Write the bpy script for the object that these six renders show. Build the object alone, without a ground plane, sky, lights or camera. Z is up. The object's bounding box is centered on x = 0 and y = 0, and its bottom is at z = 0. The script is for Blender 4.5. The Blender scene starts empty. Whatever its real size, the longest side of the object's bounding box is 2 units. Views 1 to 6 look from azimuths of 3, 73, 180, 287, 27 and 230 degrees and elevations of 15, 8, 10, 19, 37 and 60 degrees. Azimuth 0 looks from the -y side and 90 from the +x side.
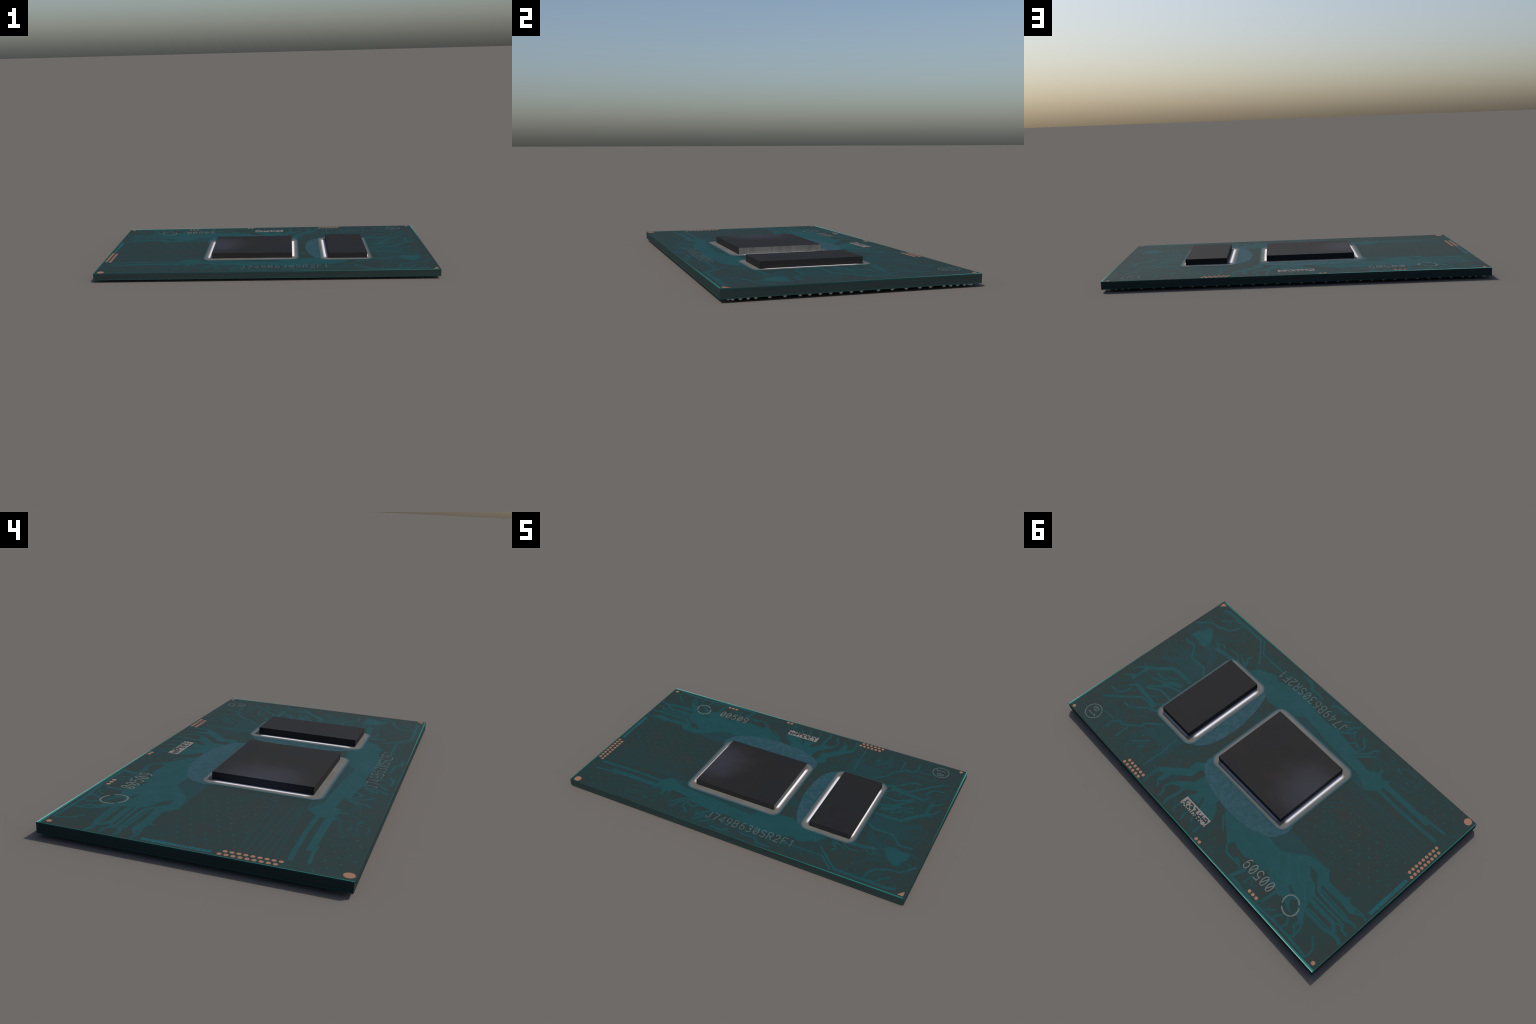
"""Bare ball-grid processor package: a green laminate substrate with masked copper
routing, two dark silicon dies in pale underfill, gold test pads, laser marks
and a field of solder balls underneath.  Metres, z up."""
import bpy, bmesh, math, random
import numpy as np
from mathutils import Vector, Matrix
from mathutils.geometry import tessellate_polygon

random.seed(7)

# ------------------------------------------------------------------ sizes
HX, HY = 1.0, 0.5603            # half extents of the substrate
Z_BOTTOM, Z_TOP = 0.0126, 0.0539
DIE_TOP = 0.0880
BIG_DIE = (-0.3355, 0.1557, -0.2658, 0.1658)      # x0, x1, y0, y1
SMALL_DIE = (0.3773, 0.6080, -0.2908, 0.1937)
BALL_R = 0.0084


# ------------------------------------------------------------------ node helpers
def srgb(r, g, b):
    f = lambda c: c / 12.92 if c <= 0.04045 else ((c + 0.055) / 1.055) ** 2.4
    return (f(r / 255), f(g / 255), f(b / 255), 1.0)


class Mat:
    """Small wrapper to write node trees as expressions."""

    def __init__(self, name, rough=0.8, metallic=0.0, spec=0.16):
        self.m = bpy.data.materials.new(name)
        self.m.use_nodes = True
        self.t = self.m.node_tree
        self.b = self.t.nodes["Principled BSDF"]
        self.b.inputs["Roughness"].default_value = rough
        self.b.inputs["Metallic"].default_value = metallic
        self.b.inputs["Specular IOR Level"].default_value = spec
        self.tc = self.t.nodes.new("ShaderNodeTexCoord")
        self.obj = self.tc.outputs["Object"]
        self.gen = self.tc.outputs["Generated"]

    def put(self, sock, v):
        if hasattr(v, "is_output"):
            self.t.links.new(v, sock)
        else:
            sock.default_value = v

    def base(self, v):
        self.put(self.b.inputs["Base Color"], v)

    def math(self, op, a, b=0.0, clamp=False):
        n = self.t.nodes.new("ShaderNodeMath")
        n.operation, n.use_clamp = op, clamp
        self.put(n.inputs[0], a)
        self.put(n.inputs[1], b)
        return n.outputs[0]

    def vmath(self, op, a, b=(0, 0, 0)):
        n = self.t.nodes.new("ShaderNodeVectorMath")
        n.operation = op
        self.put(n.inputs[0], a)
        self.put(n.inputs[1], b)
        return n.outputs["Value"] if op == "LENGTH" else n.outputs[0]

    def mapping(self, src, scale=(1, 1, 1), loc=(0, 0, 0)):
        n = self.t.nodes.new("ShaderNodeMapping")
        self.put(n.inputs["Vector"], src)
        n.inputs["Scale"].default_value = scale
        n.inputs["Location"].default_value = loc
        return n.outputs[0]

    def noise(self, src, scale, detail=3.0, rough=0.55, color=False):
        n = self.t.nodes.new("ShaderNodeTexNoise")
        self.put(n.inputs["Vector"], src)
        n.inputs["Scale"].default_value = scale
        n.inputs["Detail"].default_value = detail
        n.inputs["Roughness"].default_value = rough
        return n.outputs["Color" if color else "Fac"]

    def ramp(self, fac, stops):
        n = self.t.nodes.new("ShaderNodeValToRGB")
        self.put(n.inputs[0], fac)
        e = n.color_ramp.elements
        while len(e) < len(stops):
            e.new(0.5)
        for el, (p, c) in zip(e, stops):
            el.position = p
            el.color = c if len(c) == 4 else (*c, 1)
        return n.outputs[0]

    def mix(self, fac, a, b):
        n = self.t.nodes.new("ShaderNodeMix")
        n.data_type = "RGBA"
        self.put(n.inputs[0], fac)
        self.put(n.inputs[6], a)
        self.put(n.inputs[7], b)
        return n.outputs[2]

    def smooth(self, v, lo, hi):
        n = self.t.nodes.new("ShaderNodeMapRange")
        n.interpolation_type = "SMOOTHSTEP"
        self.put(n.inputs[0], v)
        n.inputs[1].default_value, n.inputs[2].default_value = lo, hi
        return n.outputs[0]

    def sep(self, v):
        n = self.t.nodes.new("ShaderNodeSeparateXYZ")
        self.put(n.inputs[0], v)
        return n.outputs

    def bump(self, h, strength=0.1, dist=0.001):
        n = self.t.nodes.new("ShaderNodeBump")
        n.inputs["Strength"].default_value = strength
        n.inputs["Distance"].default_value = dist
        self.put(n.inputs["Height"], h)
        self.t.links.new(n.outputs[0], self.b.inputs["Normal"])


# ------------------------------------------------------------------ materials
MASK_DARK, MASK_BROWN, MASK_GREEN = srgb(35, 51, 50), srgb(43, 49, 47), srgb(30, 54, 53)
TEAL_B, TEAL_B2 = srgb(23, 66, 67), srgb(27, 69, 74)
TEAL_M, TEAL_M2 = srgb(27, 57, 58), srgb(30, 58, 62)
TEAL_H = srgb(26, 74, 71)


def mask_material():
    m = Mat("solder_mask")
    big = m.noise(m.obj, 9.0, 4.0, 0.6)
    fine = m.noise(m.obj, 70.0, 3.0, 0.6)
    c = m.ramp(big, [(0.32, MASK_GREEN), (0.5, MASK_DARK), (0.7, MASK_BROWN)])
    c = m.mix(m.math("MULTIPLY", m.smooth(fine, 0.45, 0.75), 0.45), c, MASK_BROWN)
    spots = m.noise(m.obj, 38.0, 2.0, 0.5)
    c = m.mix(m.math("MULTIPLY", m.smooth(spots, 0.58, 0.72), 0.5), c, TEAL_M)
    m.base(c)
    m.bump(fine, 0.05, 0.001)
    return m.m


def trace_material(name, c1, c2):
    m = Mat(name)
    n = m.noise(m.obj, 14.0, 4.0, 0.65)
    f = m.noise(m.obj, 90.0, 2.0, 0.5)
    c = m.ramp(n, [(0.35, c1), (0.65, c2)])
    c = m.mix(m.math("MULTIPLY", m.smooth(f, 0.5, 0.8), 0.3), c, MASK_GREEN)
    m.base(c)
    return m.m


def laminate_material():
    m = Mat("laminate_edge")
    st = m.noise(m.mapping(m.obj, (1.5, 1.5, 160)), 3.0, 2.0, 0.5)
    m.base(m.ramp(st, [(0.3, srgb(34, 44, 43)), (0.6, srgb(36, 50, 50)), (0.8, srgb(33, 55, 57))]))
    return m.m


def skin_material():
    m = Mat("mask_edge")
    st = m.noise(m.mapping(m.obj, (2, 2, 260)), 3.0, 2.0, 0.5)
    m.base(m.ramp(st, [(0.35, srgb(30, 54, 56)), (0.7, srgb(28, 64, 64))]))
    return m.m


def plain(name, col, rough=0.8, metallic=0.0, var=None, scale=30.0):
    m = Mat(name, rough, metallic)
    if var:
        m.base(m.ramp(m.noise(m.obj, scale, 3.0), [(0.35, col), (0.68, var)]))
    else:
        m.base(col)
    return m.m


def silicon_material(name, painted_sheen=None):
    m = Mat(name)
    n = m.noise(m.obj, 5.0, 2.0, 0.5)
    c = m.ramp(n, [(0.3, srgb(37, 34, 32)), (0.5, srgb(33, 33, 33)), (0.72, srgb(32, 32, 36))])
    if painted_sheen:
        p = m.mapping(m.obj, (1 / 0.24, 1 / 0.24, 0), (-painted_sheen[0] / 0.24, -painted_sheen[1] / 0.24, 0))
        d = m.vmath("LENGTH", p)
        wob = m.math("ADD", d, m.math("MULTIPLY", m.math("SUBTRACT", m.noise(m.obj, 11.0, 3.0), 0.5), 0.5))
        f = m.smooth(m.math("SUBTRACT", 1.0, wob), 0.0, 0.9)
        c = m.mix(m.math("MULTIPLY", f, 0.85), c, srgb(52, 53, 61))  # soft bluish reflection near the -x edge, tinted into the silicon colour
    m.base(c)
    return m.m


def sawn_material():
    """Wafer-saw face: light grey with upright streaks."""
    m = Mat("sawn_silicon")
    s = m.noise(m.mapping(m.obj, (34, 34, 1.0)), 1.0, 2.0, 0.5)
    m.base(m.ramp(s, [(0.3, srgb(86, 86, 84)), (0.5, srgb(95, 95, 93)), (0.75, srgb(108, 108, 107))]))
    return m.m


def underfill_material(name, box, radius):
    """Grey epoxy that thins into the green mask along its rounded outline."""
    x0, x1, y0, y1 = box
    m = Mat(name)
    p = m.mapping(m.obj, (1, 1, 0), (-(x0 + x1) / 2, -(y0 + y1) / 2, 0))
    q = m.vmath("SUBTRACT", m.vmath("ABSOLUTE", p), ((x1 - x0) / 2 - radius, (y1 - y0) / 2 - radius, 0))
    d = m.math("SUBTRACT", m.vmath("LENGTH", m.vmath("MAXIMUM", q, (0, 0, 0))), radius)
    n = m.noise(m.obj, 26.0, 3.0)
    d = m.math("ADD", d, m.math("MULTIPLY", m.math("SUBTRACT", n, 0.5), 0.004))
    grey = m.ramp(m.noise(m.obj, 12.0, 3.0), [(0.3, srgb(98, 96, 91)), (0.7, srgb(108, 107, 103))])
    c = m.mix(m.smooth(d, -0.021, -0.009), grey, srgb(72, 92, 100))
    c = m.mix(m.smooth(d, -0.012, -0.001), c, srgb(36, 66, 69))
    m.base(c)
    return m.m


def glint_material(name, axis, inner, lead, white):
    """Resin highlight painted white on a bead, fading towards its ends and its outer flank."""
    m = Mat(name)
    g = m.sep(m.gen)
    across, along = (g[0], g[1]) if axis == "y" else (g[1], g[0])
    a = across if inner == 0 else m.math("SUBTRACT", 1.0, across)
    f = m.math("MULTIPLY", m.smooth(a, 0.0, lead), m.math("SUBTRACT", 1.0, m.smooth(a, 0.5, 1.0)))
    ends = m.math("MULTIPLY", m.smooth(along, 0.0, 0.07), m.math("SUBTRACT", 1.0, m.smooth(along, 0.93, 1.0)))
    m.base(m.mix(m.math("MULTIPLY", f, ends), srgb(108, 106, 103), white))
    return m.m


def stain_material():
    m = Mat("resin_bleed")
    n = m.noise(m.obj, 40.0, 5.0, 0.7)
    big = m.noise(m.obj, 7.0, 2.0, 0.5)
    c = m.ramp(n, [(0.34, srgb(31, 66, 71)), (0.52, srgb(42, 74, 83)), (0.74, srgb(60, 86, 96))])
    m.base(m.mix(m.math("MULTIPLY", big, 0.35), c, srgb(34, 66, 72)))
    return m.m


MAT = dict(
    mask=mask_material(),
    laminate=laminate_material(),
    skin=skin_material(),
    b=trace_material("copper_under_mask", TEAL_B, TEAL_B2),
    m=trace_material("deep_copper_under_mask", TEAL_M, TEAL_M2),
    h=trace_material("ridge_copper_under_mask", TEAL_B2, TEAL_H),
    rim=plain("light_rim", srgb(28, 98, 90), 0.8, 0.0, srgb(34, 112, 102), 4.0),
    rim_pale=plain("pale_rim", srgb(96, 160, 150), 0.8, 0.0, srgb(150, 188, 184), 5.0),
    gold=plain("gold_pad", srgb(134, 97, 78), 0.8, 0.0, srgb(150, 114, 94), 120.0),
    ink=plain("faint_ink", srgb(68, 96, 97), 0.8, 0.0, srgb(84, 96, 98), 40.0),
    ink_pale=plain("pale_ink", srgb(84, 104, 101), 0.8, 0.0, srgb(108, 104, 102), 40.0),
    halo=trace_material("copper_flank_under_mask", srgb(26, 58, 58), srgb(28, 60, 62)),
    code=plain("code_ink", srgb(122, 128, 122), 0.8, 0.0, srgb(140, 120, 118), 60.0),
    solder=plain("solder", srgb(254, 254, 255), 0.35, 0.0),
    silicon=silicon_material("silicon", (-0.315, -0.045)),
    silicon_b=silicon_material("silicon_plain"),
    sawn=sawn_material(),
    stain=stain_material(),
    block=plain("bright_mask_print", srgb(24, 74, 78), 0.8, 0.0, srgb(24, 84, 94), 60.0),
)

# ------------------------------------------------------------------ object helpers
ROOT = bpy.data.objects.new("processor_package", None)
ROOT.empty_display_size = 0.2
bpy.context.scene.collection.objects.link(ROOT)
ROOT["label"] = "green ball grid processor package with two dark dies"
ROOT["category"] = "computer chip"


def add(name, mesh, parent=None, mat=None, smooth=False):
    o = bpy.data.objects.new(name, mesh)
    bpy.context.scene.collection.objects.link(o)
    o.parent = parent or ROOT
    if mat is not None and not mesh.materials:
        mesh.materials.append(MAT[mat] if isinstance(mat, str) else mat)
    for p in mesh.polygons:
        p.use_smooth = smooth
    return o


def mesh_from(name, verts, faces):
    me = bpy.data.meshes.new(name)
    me.from_pydata(verts, [], faces)
    me.update()
    return me


LEVEL_STEP = 3e-6
STACK = []          # (sample points, reach, level) of every masked shape laid so far


def next_top(path, width, filled=False):
    """Height of a new shape: one thin level above whatever it crosses, so that
    no two overlapping faces are coplanar and the whole stack stays wafer thin."""
    pts = []
    for a, b in zip(path, path[1:] + path[:1] if filled else path[1:]):
        a, b = Vector(a), Vector(b)
        k = max(1, int((b - a).length / 0.006))
        pts += [tuple(a + (b - a) * (j / k)) for j in range(k + 1)]
    pts = np.array(pts)
    lo, hi = pts.min(0), pts.max(0)
    level = 0
    for other, reach, lv, olo, ohi, ofill in STACK:
        if lv < level:
            continue
        r = (width + reach) / 2 + 0.004
        if (lo - r > ohi).any() or (hi + r < olo).any():
            continue
        if filled or ofill or ((pts[:, None, :] - other[None, :, :]) ** 2).sum(-1).min() < r * r:
            level = lv + 1
    STACK.append((pts, width, level, lo, hi, filled))
    return Z_TOP + 1e-5 + LEVEL_STEP * level


def prism(name, outline, z0, z1):
    n = len(outline)
    area = sum(outline[i][0] * outline[(i + 1) % n][1] - outline[(i + 1) % n][0] * outline[i][1] for i in range(n))
    if area < 0:
        outline = outline[::-1]
    verts = [(x, y, z1) for x, y in outline] + [(x, y, z0) for x, y in outline]
    tris = tessellate_polygon([[Vector((x, y, 0)) for x, y in outline]])
    faces = []
    for t in tris:
        a, b, c = (Vector((*outline[i], 0)) for i in t)
        faces.append(tuple(t) if (b - a).cross(c - a).z > 0 else tuple(reversed(t)))
    faces += [(i + n, (i + 1) % n + n, (i + 1) % n, i) for i in range(n)]
    return mesh_from(name, verts, faces)


def ribbon_parts(path, width, z0, z1, closed=False, caps=5, v0=0):
    """Rectangular bar along a polyline, mitred, with round ends."""
    pts = [Vector(p) for p in path]
    n, h = len(pts), width / 2
    left, right = [], []
    for i, p in enumerate(pts):
        prev = pts[i - 1] if i > 0 or closed else None
        nxt = pts[(i + 1) % n] if i < n - 1 or closed else None
        d1 = (p - prev).normalized() if prev is not None else None
        d2 = (nxt - p).normalized() if nxt is not None else None
        if d1 is None:
            d1 = d2
        if d2 is None:
            d2 = d1
        t = d1 + d2
        t = t.normalized() if t.length > 1e-6 else d1
        nrm = Vector((-t.y, t.x))
        k = h / max(0.5, nrm.dot(Vector((-d1.y, d1.x))))
        left.append(p + nrm * k)
        right.append(p - nrm * k)
    if closed:
        verts, faces = [], []
        for i in range(n):
            for q in (left[i], right[i]):
                verts += [(q.x, q.y, z1), (q.x, q.y, z0)]
        for i in range(n):
            a, b = v0 + 4 * i, v0 + 4 * ((i + 1) % n)
            faces += [(a + 2, b + 2, b, a), (a, b, b + 1, a + 1), (b + 2, a + 2, a + 3, b + 3)]
        return verts, faces
    def cap(p, d):
        base = math.atan2(d.y, d.x)
        return [p + Vector((math.cos(base + a), math.sin(base + a))) * h
                for a in [math.pi / 2 - math.pi * (j + 1) / (caps + 1) for j in range(caps)]]
    end, start = cap(pts[-1], pts[-1] - pts[-2]), cap(pts[0], pts[0] - pts[1])
    ring = (left + end + right[::-1] + start)[::-1]      # counter-clockwise outline
    m = len(ring)
    verts = [(q.x, q.y, z1) for q in ring] + [(q.x, q.y, z0) for q in ring]
    idx = lambda k: v0 + m - 1 - k                      # index in the clockwise order
    L, R = [idx(i) for i in range(n)], [idx(2 * n + caps - 1 - i) for i in range(n)]
    faces = [(R[i], R[i + 1], L[i + 1], L[i]) for i in range(n - 1)]
    faces.append(tuple([R[-1]] + [idx(n + j) for j in range(caps)][::-1] + [L[-1]]))
    faces.append(tuple([L[0]] + [idx(2 * n + caps + j) for j in range(caps)][::-1] + [R[0]]))
    faces += [(v0 + i + m, v0 + (i + 1) % m + m, v0 + (i + 1) % m, v0 + i) for i in range(m)]
    return verts, faces


def ribbon(name, path, width, z0, z1, closed=False):
    return mesh_from(name, *ribbon_parts(path, width, z0, z1, closed))


def soften(path, r=0.005):
    """Clip the corners of a route the way a router rounds its bends."""
    if len(path) < 3:
        return path
    out = [path[0]]
    for a, b, c in zip(path, path[1:], path[2:]):
        a, b, c = Vector(a), Vector(b), Vector(c)
        k1, k2 = min(r, (a - b).length * 0.4), min(r, (c - b).length * 0.4)
        p, q = b + (a - b).normalized() * k1, b + (c - b).normalized() * k2
        out += [tuple(p), tuple((p + q + b * 2) / 4), tuple(q)]
    return out + [path[-1]]


def disc(x, y, r, z0, z1, n=20):
    return [(x + r * math.cos(math.tau * i / n), y + r * math.sin(math.tau * i / n)) for i in range(n)]


def many_prisms(name, outlines, z0, z1, dz=0.0):
    verts, faces = [], []
    for k, o in enumerate(outlines):
        b, n = len(verts), len(o)
        verts += [(x, y, z1 + dz * k) for x, y in o] + [(x, y, z0) for x, y in o]
        faces.append(tuple(range(b, b + n)))
        faces += [(b + i + n, b + (i + 1) % n + n, b + (i + 1) % n, b + i) for i in range(n)]
    return mesh_from(name, verts, faces)


# ------------------------------------------------------------------ routing plan
# (width, tone, control points): b = upper copper, m = deeper copper, h = ridges on a plane
CORNER_FANOUT = [
    (0.02, "b", ((0.935, -0.516), (0.902, -0.529), (0.83, -0.528), (0.73, -0.528), (0.628, -0.527))),
    (0.013, "b", ((0.629, -0.533), (0.556, -0.466), (0.497, -0.407))),
    (0.009, "b", ((0.604, -0.539), (0.535, -0.469), (0.362, -0.468), (0.309, -0.471))),
    (0.008, "m", ((0.931, -0.483), (0.897, -0.52))),
    (0.009, "b", ((0.888, -0.453), (0.827, -0.516), (0.799, -0.517))),
    (0.013, "b", ((0.98, -0.333), (0.919, -0.4), (0.863, -0.404), (0.833, -0.423), (0.809, -0.427), (0.78, -0.467), (0.773, -0.51))),
    (0.018, "m", ((0.848, -0.45), (0.819, -0.47))),
    (0.012, "m", ((0.8, -0.329), (0.71, -0.429), (0.71, -0.457), (0.696, -0.475))),
    (0.008, "b", ((0.789, -0.32), (0.76, -0.325), (0.744, -0.307))),
    (0.008, "b", ((0.757, -0.335), (0.74, -0.347), (0.713, -0.327))),
    (0.008, "b", ((0.764, -0.292), (0.746, -0.29), (0.712, -0.301))),
    (0.03, "b", ((0.741, -0.296), (0.695, -0.306), (0.618, -0.314))),
    (0.009, "b", ((0.68, -0.351), (0.648, -0.357), (0.616, -0.351), (0.596, -0.331))),
    (0.009, "b", ((0.599, -0.363), (0.567, -0.343), (0.534, -0.339))),
    (0.009, "b", ((0.547, -0.359), (0.572, -0.385), (0.559, -0.407))),
    (0.009, "m", ((0.54, -0.373), (0.521, -0.361))),
    (0.016, "b", ((0.917, -0.208), (0.853, -0.215), (0.825, -0.183), (0.792, -0.15), (0.688, -0.155), (0.648, -0.118))),
    (0.013, "m", ((0.972, -0.269), (0.942, -0.251), (0.882, -0.247), (0.853, -0.243))),
    (0.012, "m", ((0.987, -0.13), (0.96, -0.11), (0.913, -0.106), (0.871, -0.111), (0.82, -0.133))),
    (0.01, "m", ((0.96, -0.161), (0.938, -0.149), (0.858, -0.153))),
    (0.009, "m", ((0.914, -0.196), (0.858, -0.195))),
    (0.008, "m", ((0.929, -0.36), (0.889, -0.367))),
    (0.01, "m", ((0.978, -0.284), (0.973, -0.333))),
    (0.008, "m", ((0.765, -0.411), (0.753, -0.421))),
    (0.01, "m", ((0.958, -0.043), (0.892, -0.053))),
    (0.007, "m", ((0.775, -0.182), (0.74, -0.2))),
    (0.012, "m", ((0.761, -0.18), (0.737, -0.193))),
    (0.008, "m", ((0.955, -0.06), (0.923, -0.091))),
    (0.009, "m", ((0.704, -0.172), (0.675, -0.177))),
]
SIDE_FANOUT = [
    (0.01, "b", ((0.956, 0.148), (0.94, 0.11), (0.914, 0.089))),
    (0.029, "b", ((0.91, 0.091), (0.853, 0.039), (0.795, -0.026), (0.721, -0.03), (0.662, -0.029))),
    (0.022, "b", ((0.899, 0.095), (0.904, 0.186))),
    (0.012, "b", ((0.956, 0.21), (0.911, 0.167))),
    (0.01, "b", ((0.935, 0.078), (0.91, 0.091))),
    (0.008, "m", ((0.971, 0.28), (0.89, 0.204), (0.842, 0.15), (0.847, 0.116), (0.842, 0.056))),
    (0.015, "b", ((0.874, 0.229), (0.843, 0.194))),
    (0.028, "b", ((0.832, 0.199), (0.725, 0.205), (0.668, 0.212))),
    (0.015, "b", ((0.799, 0.173), (0.728, 0.123), (0.645, 0.123))),
    (0.018, "b", ((0.796, 0.153), (0.72, 0.075), (0.651, 0.051))),
    (0.01, "b", ((0.831, 0.064), (0.767, 0.067))),
    (0.01, "b", ((0.825, 0.105), (0.786, 0.089), (0.752, 0.078))),
    (0.034, "b", ((0.749, 0.081), (0.724, 0.046), (0.677, 0.027))),
    (0.012, "b", ((0.767, 0.067), (0.767, 0.04), (0.724, 0.009))),
    (0.012, "b", ((0.935, 0.313), (0.884, 0.31), (0.858, 0.28), (0.852, 0.241))),
    (0.007, "m", ((0.877, 0.282), (0.878, 0.244))),
    (0.016, "b", ((0.911, 0.378), (0.857, 0.329), (0.759, 0.229), (0.686, 0.225), (0.651, 0.238), (0.618, 0.214))),
    (0.012, "m", ((0.966, 0.387), (0.924, 0.373), (0.906, 0.386))),
    (0.01, "m", ((0.934, 0.443), (0.903, 0.409), (0.903, 0.383))),
    (0.007, "m", ((0.852, 0.423), (0.85, 0.343))),
    (0.01, "m", ((0.967, 0.447), (0.966, 0.387))),
    (0.008, "m", ((0.966, 0.387), (0.967, 0.282))),
    (0.013, "b", ((0.795, 0.321), (0.768, 0.323), (0.745, 0.317), (0.68, 0.247), (0.65, 0.243))),
    (0.008, "m", ((0.787, 0.287), (0.743, 0.289))),
    (0.008, "b", ((0.822, 0.435), (0.756, 0.43))),
    (0.01, "m", ((0.779, 0.469), (0.698, 0.372), (0.701, 0.357), (0.632, 0.274))),
    (0.013, "b", ((0.734, 0.437), (0.71, 0.411), (0.683, 0.418), (0.606, 0.345), (0.605, 0.319), (0.533, 0.252))),
    (0.012, "b", ((0.738, 0.485), (0.738, 0.455), (0.734, 0.437))),
    (0.016, "b", ((0.738, 0.488), (0.733, 0.48))),
    (0.01, "b", ((0.648, 0.484), (0.65, 0.407))),
    (0.022, "m", ((0.575, 0.452), (0.571, 0.349), (0.524, 0.267))),
    (0.008, "b", ((0.564, 0.439), (0.501, 0.37))),
    (0.011, "m", ((0.512, 0.514), (0.565, 0.476), (0.572, 0.454))),
    (0.008, "b", ((0.563, 0.469), (0.5, 0.405))),
    (0.01, "b", ((0.508, 0.437), (0.493, 0.414))),
    (0.008, "m", ((0.497, 0.491), (0.492, 0.444))),
    (0.01, "m", ((0.871, 0.546), (0.673, 0.542), (0.573, 0.545))),
    (0.01, "m", ((0.673, 0.542), (0.607, 0.463))),
    (0.01, "b", ((0.675, 0.207), (0.637, 0.165))),
    (0.009, "m", ((0.706, 0.157), (0.647, 0.157))),
    (0.01, "m", ((0.621, 0.436), (0.552, 0.362))),
    (0.01, "m", ((0.784, 0.512), (0.772, 0.474))),
    (0.008, "m", ((0.885, 0.395), (0.858, 0.371))),
    (0.009, "b", ((0.726, 0.187), (0.715, 0.168))),
    (0.01, "m", ((0.7, 0.311), (0.616, 0.224))),
    (0.01, "m", ((0.659, 0.31), (0.61, 0.281))),
]
EDGE_FANOUT = [
    (0.012, "m", ((0.441, 0.493), (0.438, 0.407), (0.42, 0.387), (0.407, 0.252))),
    (0.01, "b", ((0.4, 0.482), (0.396, 0.371), (0.409, 0.254))),
    (0.01, "m", ((0.363, 0.471), (0.366, 0.41))),
    (0.009, "m", ((0.362, 0.32), (0.31, 0.261), (0.211, 0.166))),
    (0.012, "b", ((0.33, 0.508), (0.334, 0.467), (0.33, 0.433))),
    (0.009, "b", ((0.251, 0.5), (0.279, 0.475), (0.281, 0.432))),
    (0.01, "b", ((0.319, 0.537), (0.327, 0.506))),
    (0.008, "m", ((0.299, 0.543), (0.259, 0.532), (0.251, 0.5))),
    (0.012, "b", ((0.198, 0.531), (0.203, 0.503), (0.223, 0.48), (0.216, 0.439))),
    (0.018, "b", ((0.146, 0.534), (0.154, 0.515), (0.143, 0.453), (0.142, 0.413))),
    (0.01, "b", ((0.085, 0.527), (0.092, 0.513), (0.086, 0.473))),
    (0.011, "b", ((0.016, 0.531), (0.027, 0.489))),
    (0.01, "m", ((0.254, 0.469), (0.25, 0.414))),
    (0.008, "m", ((0.575, 0.469), (0.519, 0.509), (0.491, 0.507))),
    (0.008, "m", ((0.507, 0.484), (0.502, 0.412))),
    (0.01, "b", ((0.558, 0.438), (0.514, 0.386))),
    (0.008, "m", ((0.556, 0.461), (0.5, 0.404))),
    (0.01, "b", ((0.509, 0.436), (0.494, 0.413))),
    (0.012, "m", ((0.59, 0.437), (0.574, 0.346))),
    (0.01, "b", ((-0.084, 0.523), (-0.083, 0.482))),
    (0.009, "b", ((-0.178, 0.412), (-0.117, 0.358))),
    (0.01, "m", ((-0.124, 0.473), (-0.132, 0.422))),
    (0.01, "b", ((-0.036, 0.502), (-0.013, 0.48))),
    (0.008, "m", ((-0.129, 0.51), (-0.158, 0.493))),
]
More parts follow.
